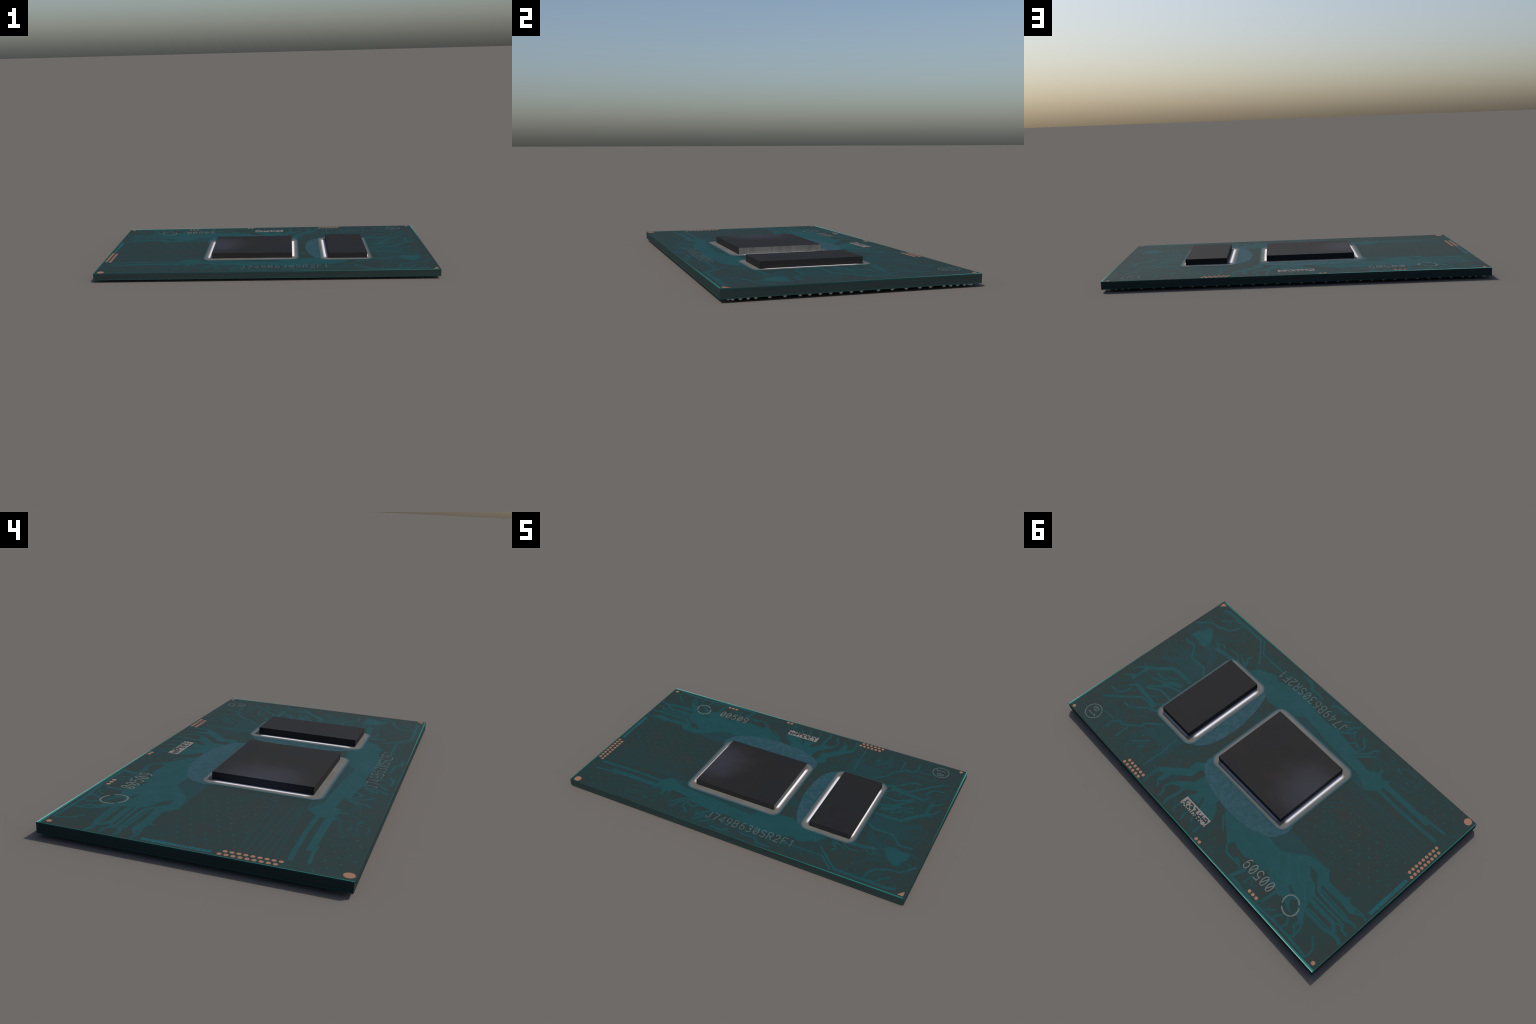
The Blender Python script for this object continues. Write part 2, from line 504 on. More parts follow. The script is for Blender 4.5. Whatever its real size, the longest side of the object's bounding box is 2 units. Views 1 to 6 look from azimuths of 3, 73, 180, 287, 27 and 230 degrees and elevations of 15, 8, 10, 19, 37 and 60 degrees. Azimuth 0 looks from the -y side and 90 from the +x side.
PLANE_BRANCHES = [
    (0.012, "b", ((-0.251, 0.447), (-0.283, 0.473), (-0.382, 0.471))),
    (0.017, "b", ((-0.41, 0.467), (-0.392, 0.537), (-0.469, 0.54), (-0.548, 0.543))),
    (0.022, "b", ((-0.39, 0.535), (-0.41, 0.467))),
    (0.009, "b", ((-0.459, 0.512), (-0.459, 0.443))),
    (0.008, "b", ((-0.498, 0.497), (-0.473, 0.467))),
    (0.013, "b", ((-0.591, 0.499), (-0.594, 0.429))),
    (0.042, "b", ((-0.72, 0.221), (-0.851, 0.214), (-0.909, 0.22))),
    (0.02, "b", ((-0.844, 0.208), (-0.856, 0.19))),
    (0.013, "b", ((-0.914, 0.229), (-0.941, 0.213), (-0.957, 0.199), (-0.983, 0.204))),
    (0.01, "b", ((-0.908, 0.202), (-0.958, 0.196))),
    (0.018, "b", ((-0.694, 0.23), (-0.737, 0.27), (-0.76, 0.274), (-0.925, 0.277), (-0.944, 0.266), (-0.963, 0.263), (-0.982, 0.265))),
    (0.009, "b", ((-0.743, 0.254), (-0.922, 0.262))),
    (0.014, "b", ((-0.733, 0.303), (-0.927, 0.299), (-0.947, 0.322), (-0.978, 0.324))),
    (0.026, "b", ((-0.735, 0.33), (-0.892, 0.328), (-0.925, 0.351))),
    (0.012, "b", ((-0.897, 0.332), (-0.915, 0.312), (-0.934, 0.314))),
    (0.023, "b", ((-0.761, 0.382), (-0.896, 0.38), (-0.918, 0.369), (-0.962, 0.365), (-0.981, 0.375))),
    (0.008, "b", ((-0.764, 0.364), (-0.903, 0.363))),
    (0.013, "b", ((-0.783, 0.455), (-0.778, 0.47), (-0.808, 0.497))),
    (0.012, "b", ((-0.786, 0.433), (-0.814, 0.463), (-0.817, 0.505), (-0.808, 0.525))),
    (0.013, "b", ((-0.728, 0.462), (-0.754, 0.493), (-0.746, 0.525))),
    (0.012, "b", ((-0.707, 0.476), (-0.684, 0.511), (-0.696, 0.53))),
    (0.008, "b", ((-0.668, 0.477), (-0.654, 0.505), (-0.634, 0.52))),
    (0.015, "b", ((-0.601, 0.427), (-0.59, 0.502))),
    (0.012, "b", ((-0.633, 0.377), (-0.667, 0.406), (-0.695, 0.437))),
    (0.017, "b", ((-0.547, 0.546), (-0.692, 0.53), (-0.812, 0.529), (-0.922, 0.536))),
    (0.01, "b", ((-0.922, 0.536), (-0.929, 0.523), (-0.923, 0.486), (-0.877, 0.442))),
    (0.01, "b", ((-0.59, 0.502), (-0.575, 0.529))),
    (0.01, "b", ((-0.615, 0.451), (-0.627, 0.466))),
]
PLANE_RIBS = [
    (0.008, "h", ((-0.456, 0.284), (-0.553, 0.377))),
    (0.008, "h", ((-0.493, 0.247), (-0.604, 0.354))),
    (0.008, "h", ((-0.536, 0.214), (-0.623, 0.303), (-0.673, 0.306), (-0.722, 0.351))),
    (0.008, "h", ((-0.365, 0.267), (-0.448, 0.272))),
    (0.008, "h", ((-0.29, 0.361), (-0.39, 0.368))),
    (0.007, "h", ((0.051, -0.363), (-0.203, -0.371))),
    (0.007, "h", ((-0.089, -0.343), (-0.386, -0.325))),
    (0.006, "h", ((0.354, -0.335), (0.298, -0.338))),
    (0.006, "h", ((0.216, -0.351), (0.175, -0.409))),
]
MEMORY_BUS = [
    (0.008, "m", ((-0.398, -0.033), (-0.516, -0.154), (-0.927, -0.159))),
    (0.009, "m", ((-0.4, -0.076), (-0.513, -0.188), (-0.932, -0.184))),
    (0.008, "m", ((-0.396, -0.228), (-0.935, -0.208))),
    (0.008, "m", ((-0.409, -0.253), (-0.927, -0.232))),
    (0.008, "m", ((-0.452, -0.261), (-0.925, -0.259))),
    (0.008, "m", ((-0.5, -0.265), (-0.919, -0.288))),
    (0.022, "b", ((-0.535, -0.332), (-0.685, -0.327), (-0.89, -0.333), (-0.926, -0.336))),
    (0.036, "b", ((-0.54, -0.377), (-0.73, -0.377), (-0.799, -0.379), (-0.827, -0.378))),
    (0.014, "b", ((-0.794, -0.394), (-0.86, -0.393), (-0.931, -0.4))),
    (0.01, "m", ((-0.86, -0.388), (-0.883, -0.372))),
    (0.008, "m", ((-0.921, -0.336), (-0.937, -0.375))),
]
GROUND_BRANCHES = [
    (0.012, "b", ((-0.223, -0.413), (-0.252, -0.446), (-0.285, -0.429))),
    (0.012, "b", ((-0.291, -0.399), (-0.306, -0.446), (-0.299, -0.467), (-0.258, -0.5))),
    (0.012, "b", ((-0.294, -0.391), (-0.348, -0.452), (-0.351, -0.478), (-0.372, -0.499))),
    (0.013, "b", ((-0.308, -0.383), (-0.38, -0.458))),
    (0.016, "b", ((-0.148, -0.433), (-0.191, -0.468), (-0.203, -0.494))),
    (0.009, "b", ((-0.201, -0.486), (-0.218, -0.465))),
    (0.012, "b", ((-0.162, -0.467), (-0.196, -0.529))),
    (0.016, "b", ((-0.426, -0.37), (-0.469, -0.397), (-0.468, -0.427))),
    (0.011, "b", ((-0.445, -0.379), (-0.437, -0.396))),
    (0.016, "m", ((-0.503, -0.392), (-0.539, -0.415), (-0.608, -0.43), (-0.659, -0.447), (-0.659, -0.504), (-0.635, -0.534), (-0.554, -0.532), (-0.482, -0.455), (-0.482, -0.431))),
    (0.01, "m", ((-0.527, -0.442), (-0.557, -0.463), (-0.622, -0.462), (-0.638, -0.492))),
    (0.012, "m", ((-0.528, -0.483), (-0.589, -0.487), (-0.642, -0.502))),
    (0.01, "m", ((-0.549, -0.415), (-0.621, -0.439))),
    (0.012, "b", ((-0.52, -0.497), (-0.543, -0.488))),
    (0.016, "b", ((0.257, -0.536), (0.198, -0.541), (0.166, -0.511))),
    (0.012, "b", ((0.166, -0.511), (0.1, -0.513), (0.077, -0.506))),
    (0.016, "b", ((0.005, -0.515), (-0.019, -0.536), (-0.089, -0.537))),
    (0.01, "m", ((0.05, -0.529), (-0.014, -0.536))),
    (0.012, "m", ((-0.019, -0.498), (-0.076, -0.516))),
    (0.012, "b", ((-0.113, -0.495), (-0.156, -0.53))),
    (0.01, "b", ((-0.161, -0.487), (-0.199, -0.536))),
    (0.01, "b", ((-0.195, -0.488), (-0.22, -0.467))),
    (0.012, "b", ((-0.261, -0.494), (-0.291, -0.469))),
    (0.01, "b", ((0.602, -0.364), (0.572, -0.349), (0.542, -0.348))),
    (0.01, "b", ((0.54, -0.35), (0.572, -0.383), (0.557, -0.403))),
    (0.012, "m", ((0.459, -0.392), (0.42, -0.401))),
    (0.01, "m", ((0.1, -0.493), (0.083, -0.492))),
    (0.014, "m", ((0.173, -0.483), (0.153, -0.499))),
]

POUR_CORNER_PATCH = ("b", ((0.927, -0.239), (0.925, -0.299), (0.9, -0.327), (0.894, -0.366), (0.867, -0.363), (0.811, -0.31), (0.798, -0.275), (0.808, -0.25), (0.841, -0.243), (0.882, -0.247)))
POUR_CORNER_SKIRT = ("m", ((0.841, -0.243), (0.808, -0.25), (0.798, -0.275), (0.81, -0.311), (0.756, -0.279), (0.709, -0.269), (0.67, -0.229), (0.675, -0.177), (0.763, -0.237)))
POUR_DIE_APRON = ("m", ((0.924, -0.018), (0.861, -0.081), (0.793, -0.149), (0.688, -0.155), (0.648, -0.118), (0.658, -0.034), (0.813, -0.058), (0.909, -0.007)))
POUR_SIDE_APRON = ("m", ((0.609, 0.317), (0.532, 0.244), (0.464, 0.243), (0.411, 0.245), (0.435, 0.351), (0.552, 0.358), (0.548, 0.293)))
POUR_BRIDGE = ("m", ((0.429, 0.397), (0.407, 0.252), (0.366, 0.24), (0.359, 0.318), (0.364, 0.395)))
POUR_UPPER_BUS = ("b", ((0.335, 0.433), (0.219, 0.315), (0.225, 0.264), (0.166, 0.216), (0.159, 0.26), (0.174, 0.283), (0.173, 0.334), (0.256, 0.409), (0.256, 0.472), (0.279, 0.475), (0.285, 0.429), (0.319, 0.445), (0.319, 0.479), (0.33, 0.508)))
POUR_CODE_PLANE = ("b", ((0.216, 0.427), (0.135, 0.343), (0.129, 0.279), (0.065, 0.305), (-0.031, 0.315), (-0.037, 0.353), (-0.063, 0.361), (-0.097, 0.414), (-0.082, 0.431), (-0.007, 0.425), (0.028, 0.364), (0.041, 0.362), (0.024, 0.409), (0.096, 0.423), (0.078, 0.387), (0.078, 0.358), (0.146, 0.418), (0.18, 0.421), (0.21, 0.444)))
POUR_CODE_PLANE_FOOT = ("b", ((0.001, 0.408), (-0.032, 0.404), (0.004, 0.351), (-0.02, 0.307), (-0.034, 0.347), (-0.058, 0.358), (-0.084, 0.384), (-0.092, 0.419), (-0.038, 0.413)))
POUR_POWER_PLANE = ("b", ((-0.093, 0.33), (-0.197, 0.402), (-0.253, 0.444), (-0.259, 0.406), (-0.291, 0.412), (-0.356, 0.421), (-0.39, 0.413), (-0.412, 0.395), (-0.451, 0.416), (-0.48, 0.399), (-0.516, 0.393), (-0.55, 0.424), (-0.595, 0.422), (-0.614, 0.43), (-0.659, 0.425), (-0.709, 0.445), (-0.756, 0.43), (-0.788, 0.455), (-0.804, 0.437), (-0.762, 0.391), (-0.741, 0.343), (-0.735, 0.297), (-0.693, 0.26), (-0.654, 0.254), (-0.605, 0.209), (-0.575, 0.176), (-0.448, 0.272), (-0.36, 0.267), (-0.247, 0.309)))
POUR_POWER_PLANE_SHOULDER = ("m", ((-0.359, 0.268), (-0.383, 0.236), (-0.407, 0.151), (-0.685, 0.159), (-0.578, 0.176), (-0.447, 0.271)))
POUR_POWER_PLANE_LEG = ("b", ((-0.574, 0.177), (-0.685, 0.159), (-0.734, 0.203), (-0.806, 0.2), (-0.832, 0.224), (-0.729, 0.233), (-0.716, 0.238), (-0.738, 0.262), (-0.728, 0.274), (-0.664, 0.213), (-0.605, 0.209)))
POUR_POWER_PATCH = ("b", ((-0.328, 0.463), (-0.336, 0.449), (-0.361, 0.452), (-0.376, 0.473)))
POUR_GROUND_PLANE = ("b", ((0.499, -0.335), (0.458, -0.39), (0.375, -0.424), (0.338, -0.406), (0.271, -0.428), (0.179, -0.451), (0.106, -0.441), (0.008, -0.423), (-0.072, -0.419), (-0.133, -0.437), (-0.149, -0.422), (-0.22, -0.416), (-0.287, -0.407), (-0.303, -0.383), (-0.424, -0.372), (-0.467, -0.404), (-0.505, -0.394), (-0.543, -0.426), (-0.543, -0.374), (-0.539, -0.331), (-0.486, -0.278), (-0.369, -0.277), (0.214, -0.283), (0.27, -0.272), (0.326, -0.301), (0.408, -0.329)))
POUR_BETWEEN_PATCH = ("m", ((0.239, -0.129), (0.256, -0.18), (0.213, -0.183), (0.202, -0.139)))
POUR_SHADE_BAND = ("m", ((0.099, -0.313), (0.052, -0.359), (-0.09, -0.341), (-0.388, -0.324), (-0.484, -0.28), (-0.369, -0.277), (-0.303, -0.313), (0.026, -0.307)))
GAPS = [
    ((-0.671, 0.401), (-0.699, 0.38), (-0.739, 0.411), (-0.731, 0.444), (-0.702, 0.429)),
    ((-0.61, 0.451), (-0.634, 0.419), (-0.674, 0.446), (-0.67, 0.479), (-0.643, 0.496)),
    ((-0.611, 0.358), (-0.624, 0.353), (-0.663, 0.363), (-0.658, 0.375), (-0.637, 0.373)),
    ((-0.302, 0.425), (-0.352, 0.426), (-0.39, 0.409), (-0.406, 0.418), (-0.377, 0.439), (-0.332, 0.438)),
    ((-0.264, 0.447), (-0.278, 0.426), (-0.312, 0.446), (-0.311, 0.462)),
    ((-0.487, 0.401), (-0.494, 0.378), (-0.505, 0.425), (-0.49, 0.437)),
    ((-0.41, 0.527), (-0.437, 0.477), (-0.442, 0.521)),
]


# ------------------------------------------------------------------ substrate
def slab(name, z0, z1, inset, bevel_top=0.0, bevel_bottom=0.0):
    bm = bmesh.new()
    bmesh.ops.create_cube(bm, size=1.0)
    for v in bm.verts:
        v.co = Vector((v.co.x * 2 * (HX - inset), v.co.y * 2 * (HY - inset), z0 if v.co.z < 0 else z1))
    for z, w in ((z1, bevel_top), (z0, bevel_bottom)):
        if w:
            es = [e for e in bm.edges if all(abs(v.co.z - z) < 1e-6 for v in e.verts)]
            bmesh.ops.bevel(bm, geom=es, offset=w, segments=2, profile=0.5, affect="EDGES")
    me = bpy.data.meshes.new(name)
    bm.to_mesh(me)
    bm.free()
    return me


SKIN = 0.0055
top_skin = slab("top_mask", Z_TOP - SKIN, Z_TOP, 0.0, 0.0008)
top_skin.materials.append(MAT["mask"])
top_skin.materials.append(MAT["skin"])
for p in top_skin.polygons:
    p.material_index = 0 if p.normal.z > 0.99 else 1
substrate = add("substrate", slab("core", Z_BOTTOM + SKIN, Z_TOP - SKIN, 0.0004), mat="laminate")
top_mask = add("solder_mask", top_skin, substrate)
bottom = slab("bottom_mask", Z_BOTTOM, Z_BOTTOM + SKIN, 0.0, 0.0, 0.0008)
bottom_mask = add("solder_mask", bottom, substrate, "skin")

# light strips along the top edge, wider towards one corner
def rim(x0, y0, x1, y1, w0, w1, nx, ny, mat, z):
    o = [(x0, y0), (x1, y1), (x1 - nx * w1, y1 - ny * w1), (x0 - nx * w0, y0 - ny * w0)]
    add("light_rim", prism("light_rim", o, Z_TOP - 0.0004, Z_TOP + z), substrate, mat)


E_ = 0.0007
rim(-HX + E_, HY - E_, 0.45, HY - E_, 0.0125, 0.0005, 0, 1, "rim", 0.0003)
rim(-HX + E_, HY - E_, -0.1, HY - E_, 0.0042, 0.0008, 0, 1, "rim_pale", 0.0005)
rim(HX - E_, HY - 0.003, HX - E_, -0.15, 0.0095, 0.0005, 1, 0, "rim", 0.00035)
rim(HX - E_, HY - 0.003, HX - E_, 0.25, 0.0030, 0.0004, 1, 0, "rim_pale", 0.00055)
rim(HX - 0.012, -HY + E_, 0.15, -HY + E_, 0.0085, 0.0008, 0, -1, "rim", 0.0003)
rim(0.15, -HY + E_, -0.55, -HY + E_, 0.0060, 0.0010, 0, -1, "b", 0.0003)
rim(-HX + E_, HY - 0.014, -HX + E_, -HY + E_, 0.0012, 0.0036, -1, 0, "rim", 0.00035)

# ------------------------------------------------------------------ copper pours and traces
POURS_DEEP = [POUR_CORNER_SKIRT, POUR_DIE_APRON, POUR_SIDE_APRON, POUR_BRIDGE, POUR_BETWEEN_PATCH]
POURS = [POUR_CORNER_PATCH, POUR_UPPER_BUS, POUR_CODE_PLANE, POUR_CODE_PLANE_FOOT, POUR_POWER_PLANE,
         POUR_POWER_PLANE_LEG, POUR_POWER_PATCH, POUR_GROUND_PLANE]
COPPER_Z0 = Z_TOP - 0.0003


def ragged(outline, amp=0.0035, step=0.016):
    """Etched outlines wander a little between their corners."""
    out, n = [], len(outline)
    for i in range(n):
        a, b = Vector(outline[i]), Vector(outline[(i + 1) % n])
        d = b - a
        k = max(1, int(d.length / step))
        nrm = Vector((-d.y, d.x)).normalized() if d.length else Vector((0, 0))
        for j in range(k):
            w = random.uniform(-amp, amp) if j else 0.0
            out.append(tuple(a + d * (j / k) + nrm * w))
    return out


ALL_POURS = [(tone, tuple(ragged(o, 0.0012, 0.03))) for tone, o in POURS_DEEP + POURS + [POUR_POWER_PLANE_SHOULDER, POUR_SHADE_BAND]]
ALL_TRACES = [(w * 0.80, tone, soften(list(path)))
              for group in (CORNER_FANOUT, SIDE_FANOUT, EDGE_FANOUT, PLANE_BRANCHES, MEMORY_BUS, GROUND_BRANCHES, PLANE_RIBS)
              for w, tone, path in sorted(group, key=lambda t: "mbh".index(t[1]))]

# faint stubs and loops that fill the quiet parts of the routing
FILL = [(0.66, 0.95, -0.50, 0.42, 95), (0.40, 0.64, -0.52, -0.36, 30), (0.16, 0.50, 0.26, 0.50, 40),
        (-0.50, -0.10, -0.53, -0.44, 40), (-0.10, 0.36, -0.545, -0.49, 40), (-0.80, -0.42, 0.44, 0.53, 30),
        (-0.12, 0.14, 0.44, 0.53, 16), (-0.34, -0.12, 0.46, 0.53, 14)]
verts, faces = [], []
for x0, x1, y0, y1, n in FILL:
    for _ in range(n):
        x, y = random.uniform(x0, x1), random.uniform(y0, y1)
        a = random.choice((0, 45, 90, 135))
        pts = [(x, y)]
        for _s in range(random.choice((1, 1, 2, 2))):
            L = random.uniform(0.012, 0.05)
            nx, ny = pts[-1][0] + L * math.cos(math.radians(a)), pts[-1][1] + L * math.sin(math.radians(a))
            if not (abs(nx) < HX - 0.02 and abs(ny) < HY - 0.014):
                break
            pts.append((nx, ny))
            a += random.choice((-45, 45))
        if len(pts) > 1:
            w = random.uniform(0.004, 0.0075)
            v, f = ribbon_parts(pts, w, COPPER_Z0, next_top(pts, w), v0=len(verts))
            verts += v
            faces += f
stubs = add("trace_stub", mesh_from("trace_stub", verts, faces), substrate, "m")
stubs["kind"] = "stuff"
verts, faces = [], []
# escape routes that fan out from the small die towards the right edge
for _ in range(54):
    x, y = random.uniform(0.645, 0.80), random.uniform(-0.40, 0.40)
    a, w = random.choice((0, 0, 45, -45)), random.uniform(0.004, 0.0065)
    pts = [(x, y)]
    for _s in range(random.choice((2, 3, 3))):
        L = random.uniform(0.025, 0.075)
        q = (pts[-1][0] + L * math.cos(math.radians(a)), pts[-1][1] + L * math.sin(math.radians(a)))
        if q[0] > 0.965 or abs(q[1]) > 0.53:
            break
        pts.append(q)
        a = random.choice((0, 45, -45)) if a == 0 else 0
    if len(pts) > 1:
        v, f = ribbon_parts(pts, w, COPPER_Z0, next_top(pts, w), v0=len(verts))
        verts += v
        faces += f
stubs = add("trace_stub", mesh_from("trace_stub", verts, faces), substrate, "halo")
stubs["kind"] = "stuff"

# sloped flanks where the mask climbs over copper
verts, faces = [], []
flanks = [(list(o), 0.008, True) for tone, o in ALL_POURS if tone == "b"] + [(p, w + 0.005, False) for w, tone, p in ALL_TRACES if tone == "b"]
for path, w, closed in flanks:
    v, f = ribbon_parts(path, w, COPPER_Z0, next_top(path + path[:1] if closed else path, w), closed, v0=len(verts))
    verts += v
    faces += f
flank = add("copper_flank", mesh_from("copper_flank", verts, faces), substrate, "halo")
flank["kind"] = "stuff"

for tone, outline in ALL_POURS:
    add("copper_pour", prism("copper_pour", list(outline), COPPER_Z0, next_top(list(outline), 0.0, True)), substrate, tone)
for width, tone, path in ALL_TRACES:
    add("copper_trace", ribbon("copper_trace", path, width, COPPER_Z0, next_top(path, width)), substrate, tone)

# openings etched out of the power plane
for gap in GAPS:
    g = ragged(gap, 0.003, 0.012)
    add("etched_gap", prism("etched_gap", g, COPPER_Z0, next_top(g, 0.0, True)), substrate, "mask")
STACK_TOP = max(s[2] for s in STACK) * LEVEL_STEP


# ------------------------------------------------------------------ via dots
def inside(x, y, box, pad=0.0):
    return box[0] - pad < x < box[1] + pad and box[2] - pad < y < box[3] + pad


def lattice(origin, v1, v2, accept, r0=0.0038, r1=0.0055, keep=1.0):
    out = []
    for i in range(-45, 46):
        for j in range(-45, 46):
            x = origin[0] + i * v1[0] + j * v2[0] + random.uniform(-0.0015, 0.0015)
            y = origin[1] + i * v1[1] + j * v2[1] + random.uniform(-0.0015, 0.0015)
            r = random.uniform(r0, r1)
            k = random.random()
            if abs(x) < HX - 0.02 and abs(y) < HY - 0.016 and k < keep and accept(x, y):
                out.append(disc(x, y, r, 0, 0, 10))
    return out


V1, V2 = (-0.0443, -0.0193), (-0.0365, 0.0358)
quiet = lambda x, y: not (inside(x, y, BIG_DIE, 0.06) or inside(x, y, SMALL_DIE, 0.05))
left_field = lattice((-0.483, -0.058), V1, V2, lambda x, y: quiet(x, y) and -0.97 < x < -0.40 and -0.17 < y < 0.13 + 0.0 * x)
corner_field = lattice((-0.722, -0.419), V1, V2, lambda x, y: x < -0.60 and y < -0.40 - 0.1 * (x + 0.6) * 0 and not (x < -0.90 and y < -0.49))
sparse = lattice((0.21, 0.02), V1, V2, lambda x, y: quiet(x, y) and (x > 0.2 or y > 0.46 or y < -0.47) and not (x < -0.6 and y < 0), keep=0.45)
vias = []
for d in left_field + corner_field + sparse:
    cx, cy = sum(p[0] for p in d) / len(d), sum(p[1] for p in d) / len(d)
    if all((cx - ox) ** 2 + (cy - oy) ** 2 > 0.0144 ** 2 for ox, oy, _ in vias):
        vias.append((cx, cy, d))
dots = many_prisms("via_dot", [d for _, _, d in vias], COPPER_Z0, Z_TOP + 0.000004, 0.0)
via = add("via_dot", dots, substrate, "b")
via["kind"] = "stuff"

# bright print blocks along the left edge
cells = []
y = -0.082
while y < 0.170:
    L = random.uniform(0.006, 0.022)
    w = random.uniform(0.016, 0.022)
    cells.append([(-0.976 - w / 2, y), (-0.976 + w / 2, y), (-0.976 + w / 2, y + L), (-0.976 - w / 2, y + L)])
    y += L + random.uniform(0.0008, 0.003)
strip = add("edge_print", many_prisms("edge_print", cells, COPPER_Z0, Z_TOP + 0.0001), substrate, "block")

# ------------------------------------------------------------------ copper pads
PAD_TOP = Z_TOP + 0.0008
pad_mesh = None


def pad(x, y, r=0.0088):
    global pad_mesh
    if pad_mesh is None:
        bm = bmesh.new()
        bmesh.ops.create_cone(bm, cap_ends=True, segments=28, radius1=1.0, radius2=0.93, depth=1.0)
        pad_mesh = bpy.data.meshes.new("copper_pad")
        bm.to_mesh(pad_mesh)
        bm.free()
        pad_mesh.materials.append(MAT["gold"])
    o = bpy.data.objects.new("copper_pad", pad_mesh)
    o.location = (x, y, (Z_TOP + PAD_TOP) / 2 - 0.0003)
    o.scale = (r, r, PAD_TOP - Z_TOP)
    bpy.context.scene.collection.objects.link(o)
    o.parent = substrate
    return o


for i in range(9):
    pad(-0.9555, -0.314 + 0.0239 * i)
    pad(-0.980, -0.302 + 0.0239 * i)
for i in range(6):
    pad(0.361 + 0.0245 * i, 0.5448)
    pad(0.350 + 0.0243 * i, 0.5205)
for i in range(3):
    pad(-0.561 + 0.0245 * i, 0.5188, 0.0092)
for i in range(2):
    pad(-0.1485 + 0.0245 * i, 0.5398, 0.0092)
pad(-0.962, -0.5365, 0.0205)
pad(0.966, 0.5435, 0.0100)
pad(-0.971, 0.5265, 0.0105)
add("corner_marker", prism("corner_marker", [(0.987, -0.5445), (0.986, -0.513), (0.957, -0.5435)], Z_TOP - 0.0003, PAD_TOP), substrate, "gold")

# ------------------------------------------------------------------ printed marks (stroke letters on a unit cell)
def arc(cx, cy, rx, ry, a0, a1, n=14):
    return [(cx + rx * math.cos(math.radians(a0 + (a1 - a0) * i / n)), cy + ry * math.sin(math.radians(a0 + (a1 - a0) * i / n))) for i in range(n + 1)]


STROKES = {
    "0": [arc(0.5, 0.5, 0.5, 0.5, 90, 440, 28), [(0.2, 0.16), (0.8, 0.84)]],
    "1": [[(0.15, 0.78), (0.5, 1.0), (0.5, 0.0)]],
    "2": [arc(0.5, 0.72, 0.46, 0.28, 170, -30) + [(0.02, 0.0), (1.0, 0.0)]],
    "3": [arc(0.45, 0.75, 0.42, 0.25, 150, -80), arc(0.45, 0.27, 0.5, 0.27, 85, -150)],
    "4": [[(1.0, 0.28), (0.0, 0.28), (0.72, 1.0), (0.72, 0.0)]],
    "5": [[(0.92, 1.0), (0.14, 1.0), (0.08, 0.55)] + arc(0.46, 0.32, 0.5, 0.32, 130, -150)],
    "6": [arc(0.66, 0.42, 0.62, 0.57, 80, 178, 10) + arc(0.5, 0.31, 0.46, 0.31, 170, -170, 24)],
    "7": [[(0.0, 1.0), (1.0, 1.0), (0.35, 0.0)]],
    "9": [arc(0.34, 0.58, 0.62, 0.57, 260, 358, 10) + arc(0.5, 0.69, 0.46, 0.31, -10, -350, 24)],
    "B": [[(0.0, 0.0), (0.0, 1.0), (0.55, 1.0)] + arc(0.55, 0.765, 0.33, 0.235, 80, -90, 10) + [(0.05, 0.53)],
          [(0.55, 0.53)] + arc(0.6, 0.265, 0.38, 0.265, 80, -90, 10) + [(0.0, 0.0)]],
    "F": [[(0.05, 0.0), (0.05, 1.0), (0.95, 1.0)], [(0.05, 0.54), (0.8, 0.54)]],
    "J": [[(0.8, 1.0), (0.8, 0.3)] + arc(0.42, 0.28, 0.38, 0.28, 0, -165, 12)],
    "R": [[(0.0, 0.0), (0.0, 1.0), (0.55, 1.0)] + arc(0.58, 0.74, 0.38, 0.26, 80, -90, 10) + [(0.0, 0.48)], [(0.5, 0.48), (1.0, 0.0)]],
    "S": [arc(0.5, 0.75, 0.44, 0.25, 30, 250, 12) + arc(0.5, 0.26, 0.48, 0.26, 75, -150, 14)],
    "e": [[(0.06, 0.5), (0.94, 0.5)] + arc(0.5, 0.5, 0.46, 0.5, 8, 310, 20)],
}


def letter(ch, cx, cy, w, h, stroke, mat, turn=0.0):
    verts, faces = [], []
    ca, sa = math.cos(turn), math.sin(turn)
    for k, s in enumerate(STROKES[ch]):
        path = []
        for u, v in s:
            x, y = (u - 0.5) * (w - stroke), (v - 0.5) * (h - stroke)
            path.append((cx + x * ca - y * sa, cy + x * sa + y * ca))
        v, f = ribbon_parts(path, stroke, Z_TOP + 0.0005, Z_TOP + 0.0007 + 1e-5 * k, v0=len(verts))
        verts += v
        faces += f
    return add("printed_character", mesh_from("printed_character", verts, faces), substrate, mat)


for i, ch in enumerate("00509"):
    letter(ch, -0.5620 + 0.0406 * i, 0.4325, 0.0315, 0.060, 0.0052, "ink_pale")
for i, ch in enumerate("J749B630SR2F1"):
    letter(ch, -0.1370 + 0.0409 * i, -0.4595, 0.0305, 0.056, 0.0044, "ink")

# orientation ring: two arcs that nearly meet
def ellipse_arc(cx, cy, a, b, tilt, a0, a1, n=26):
    ct, st = math.cos(tilt), math.sin(tilt)
    out = []
    for i in range(n + 1):
        t = math.radians(a0 + (a1 - a0) * i / n)
        x, y = a * math.cos(t), b * math.sin(t)
        out.append((cx + x * ct - y * st, cy + x * st + y * ct))
    return out


tilt = math.atan2(-0.7, 0.68)
for a0, a1 in ((-82, 74), (98, 254)):
    add("ring_mark", ribbon("ring_mark", ellipse_arc(-0.6975, 0.4200, 0.0525, 0.0420, tilt, a0, a1), 0.0062, Z_TOP + 0.0005, Z_TOP + 0.0007), substrate, "ink_pale")

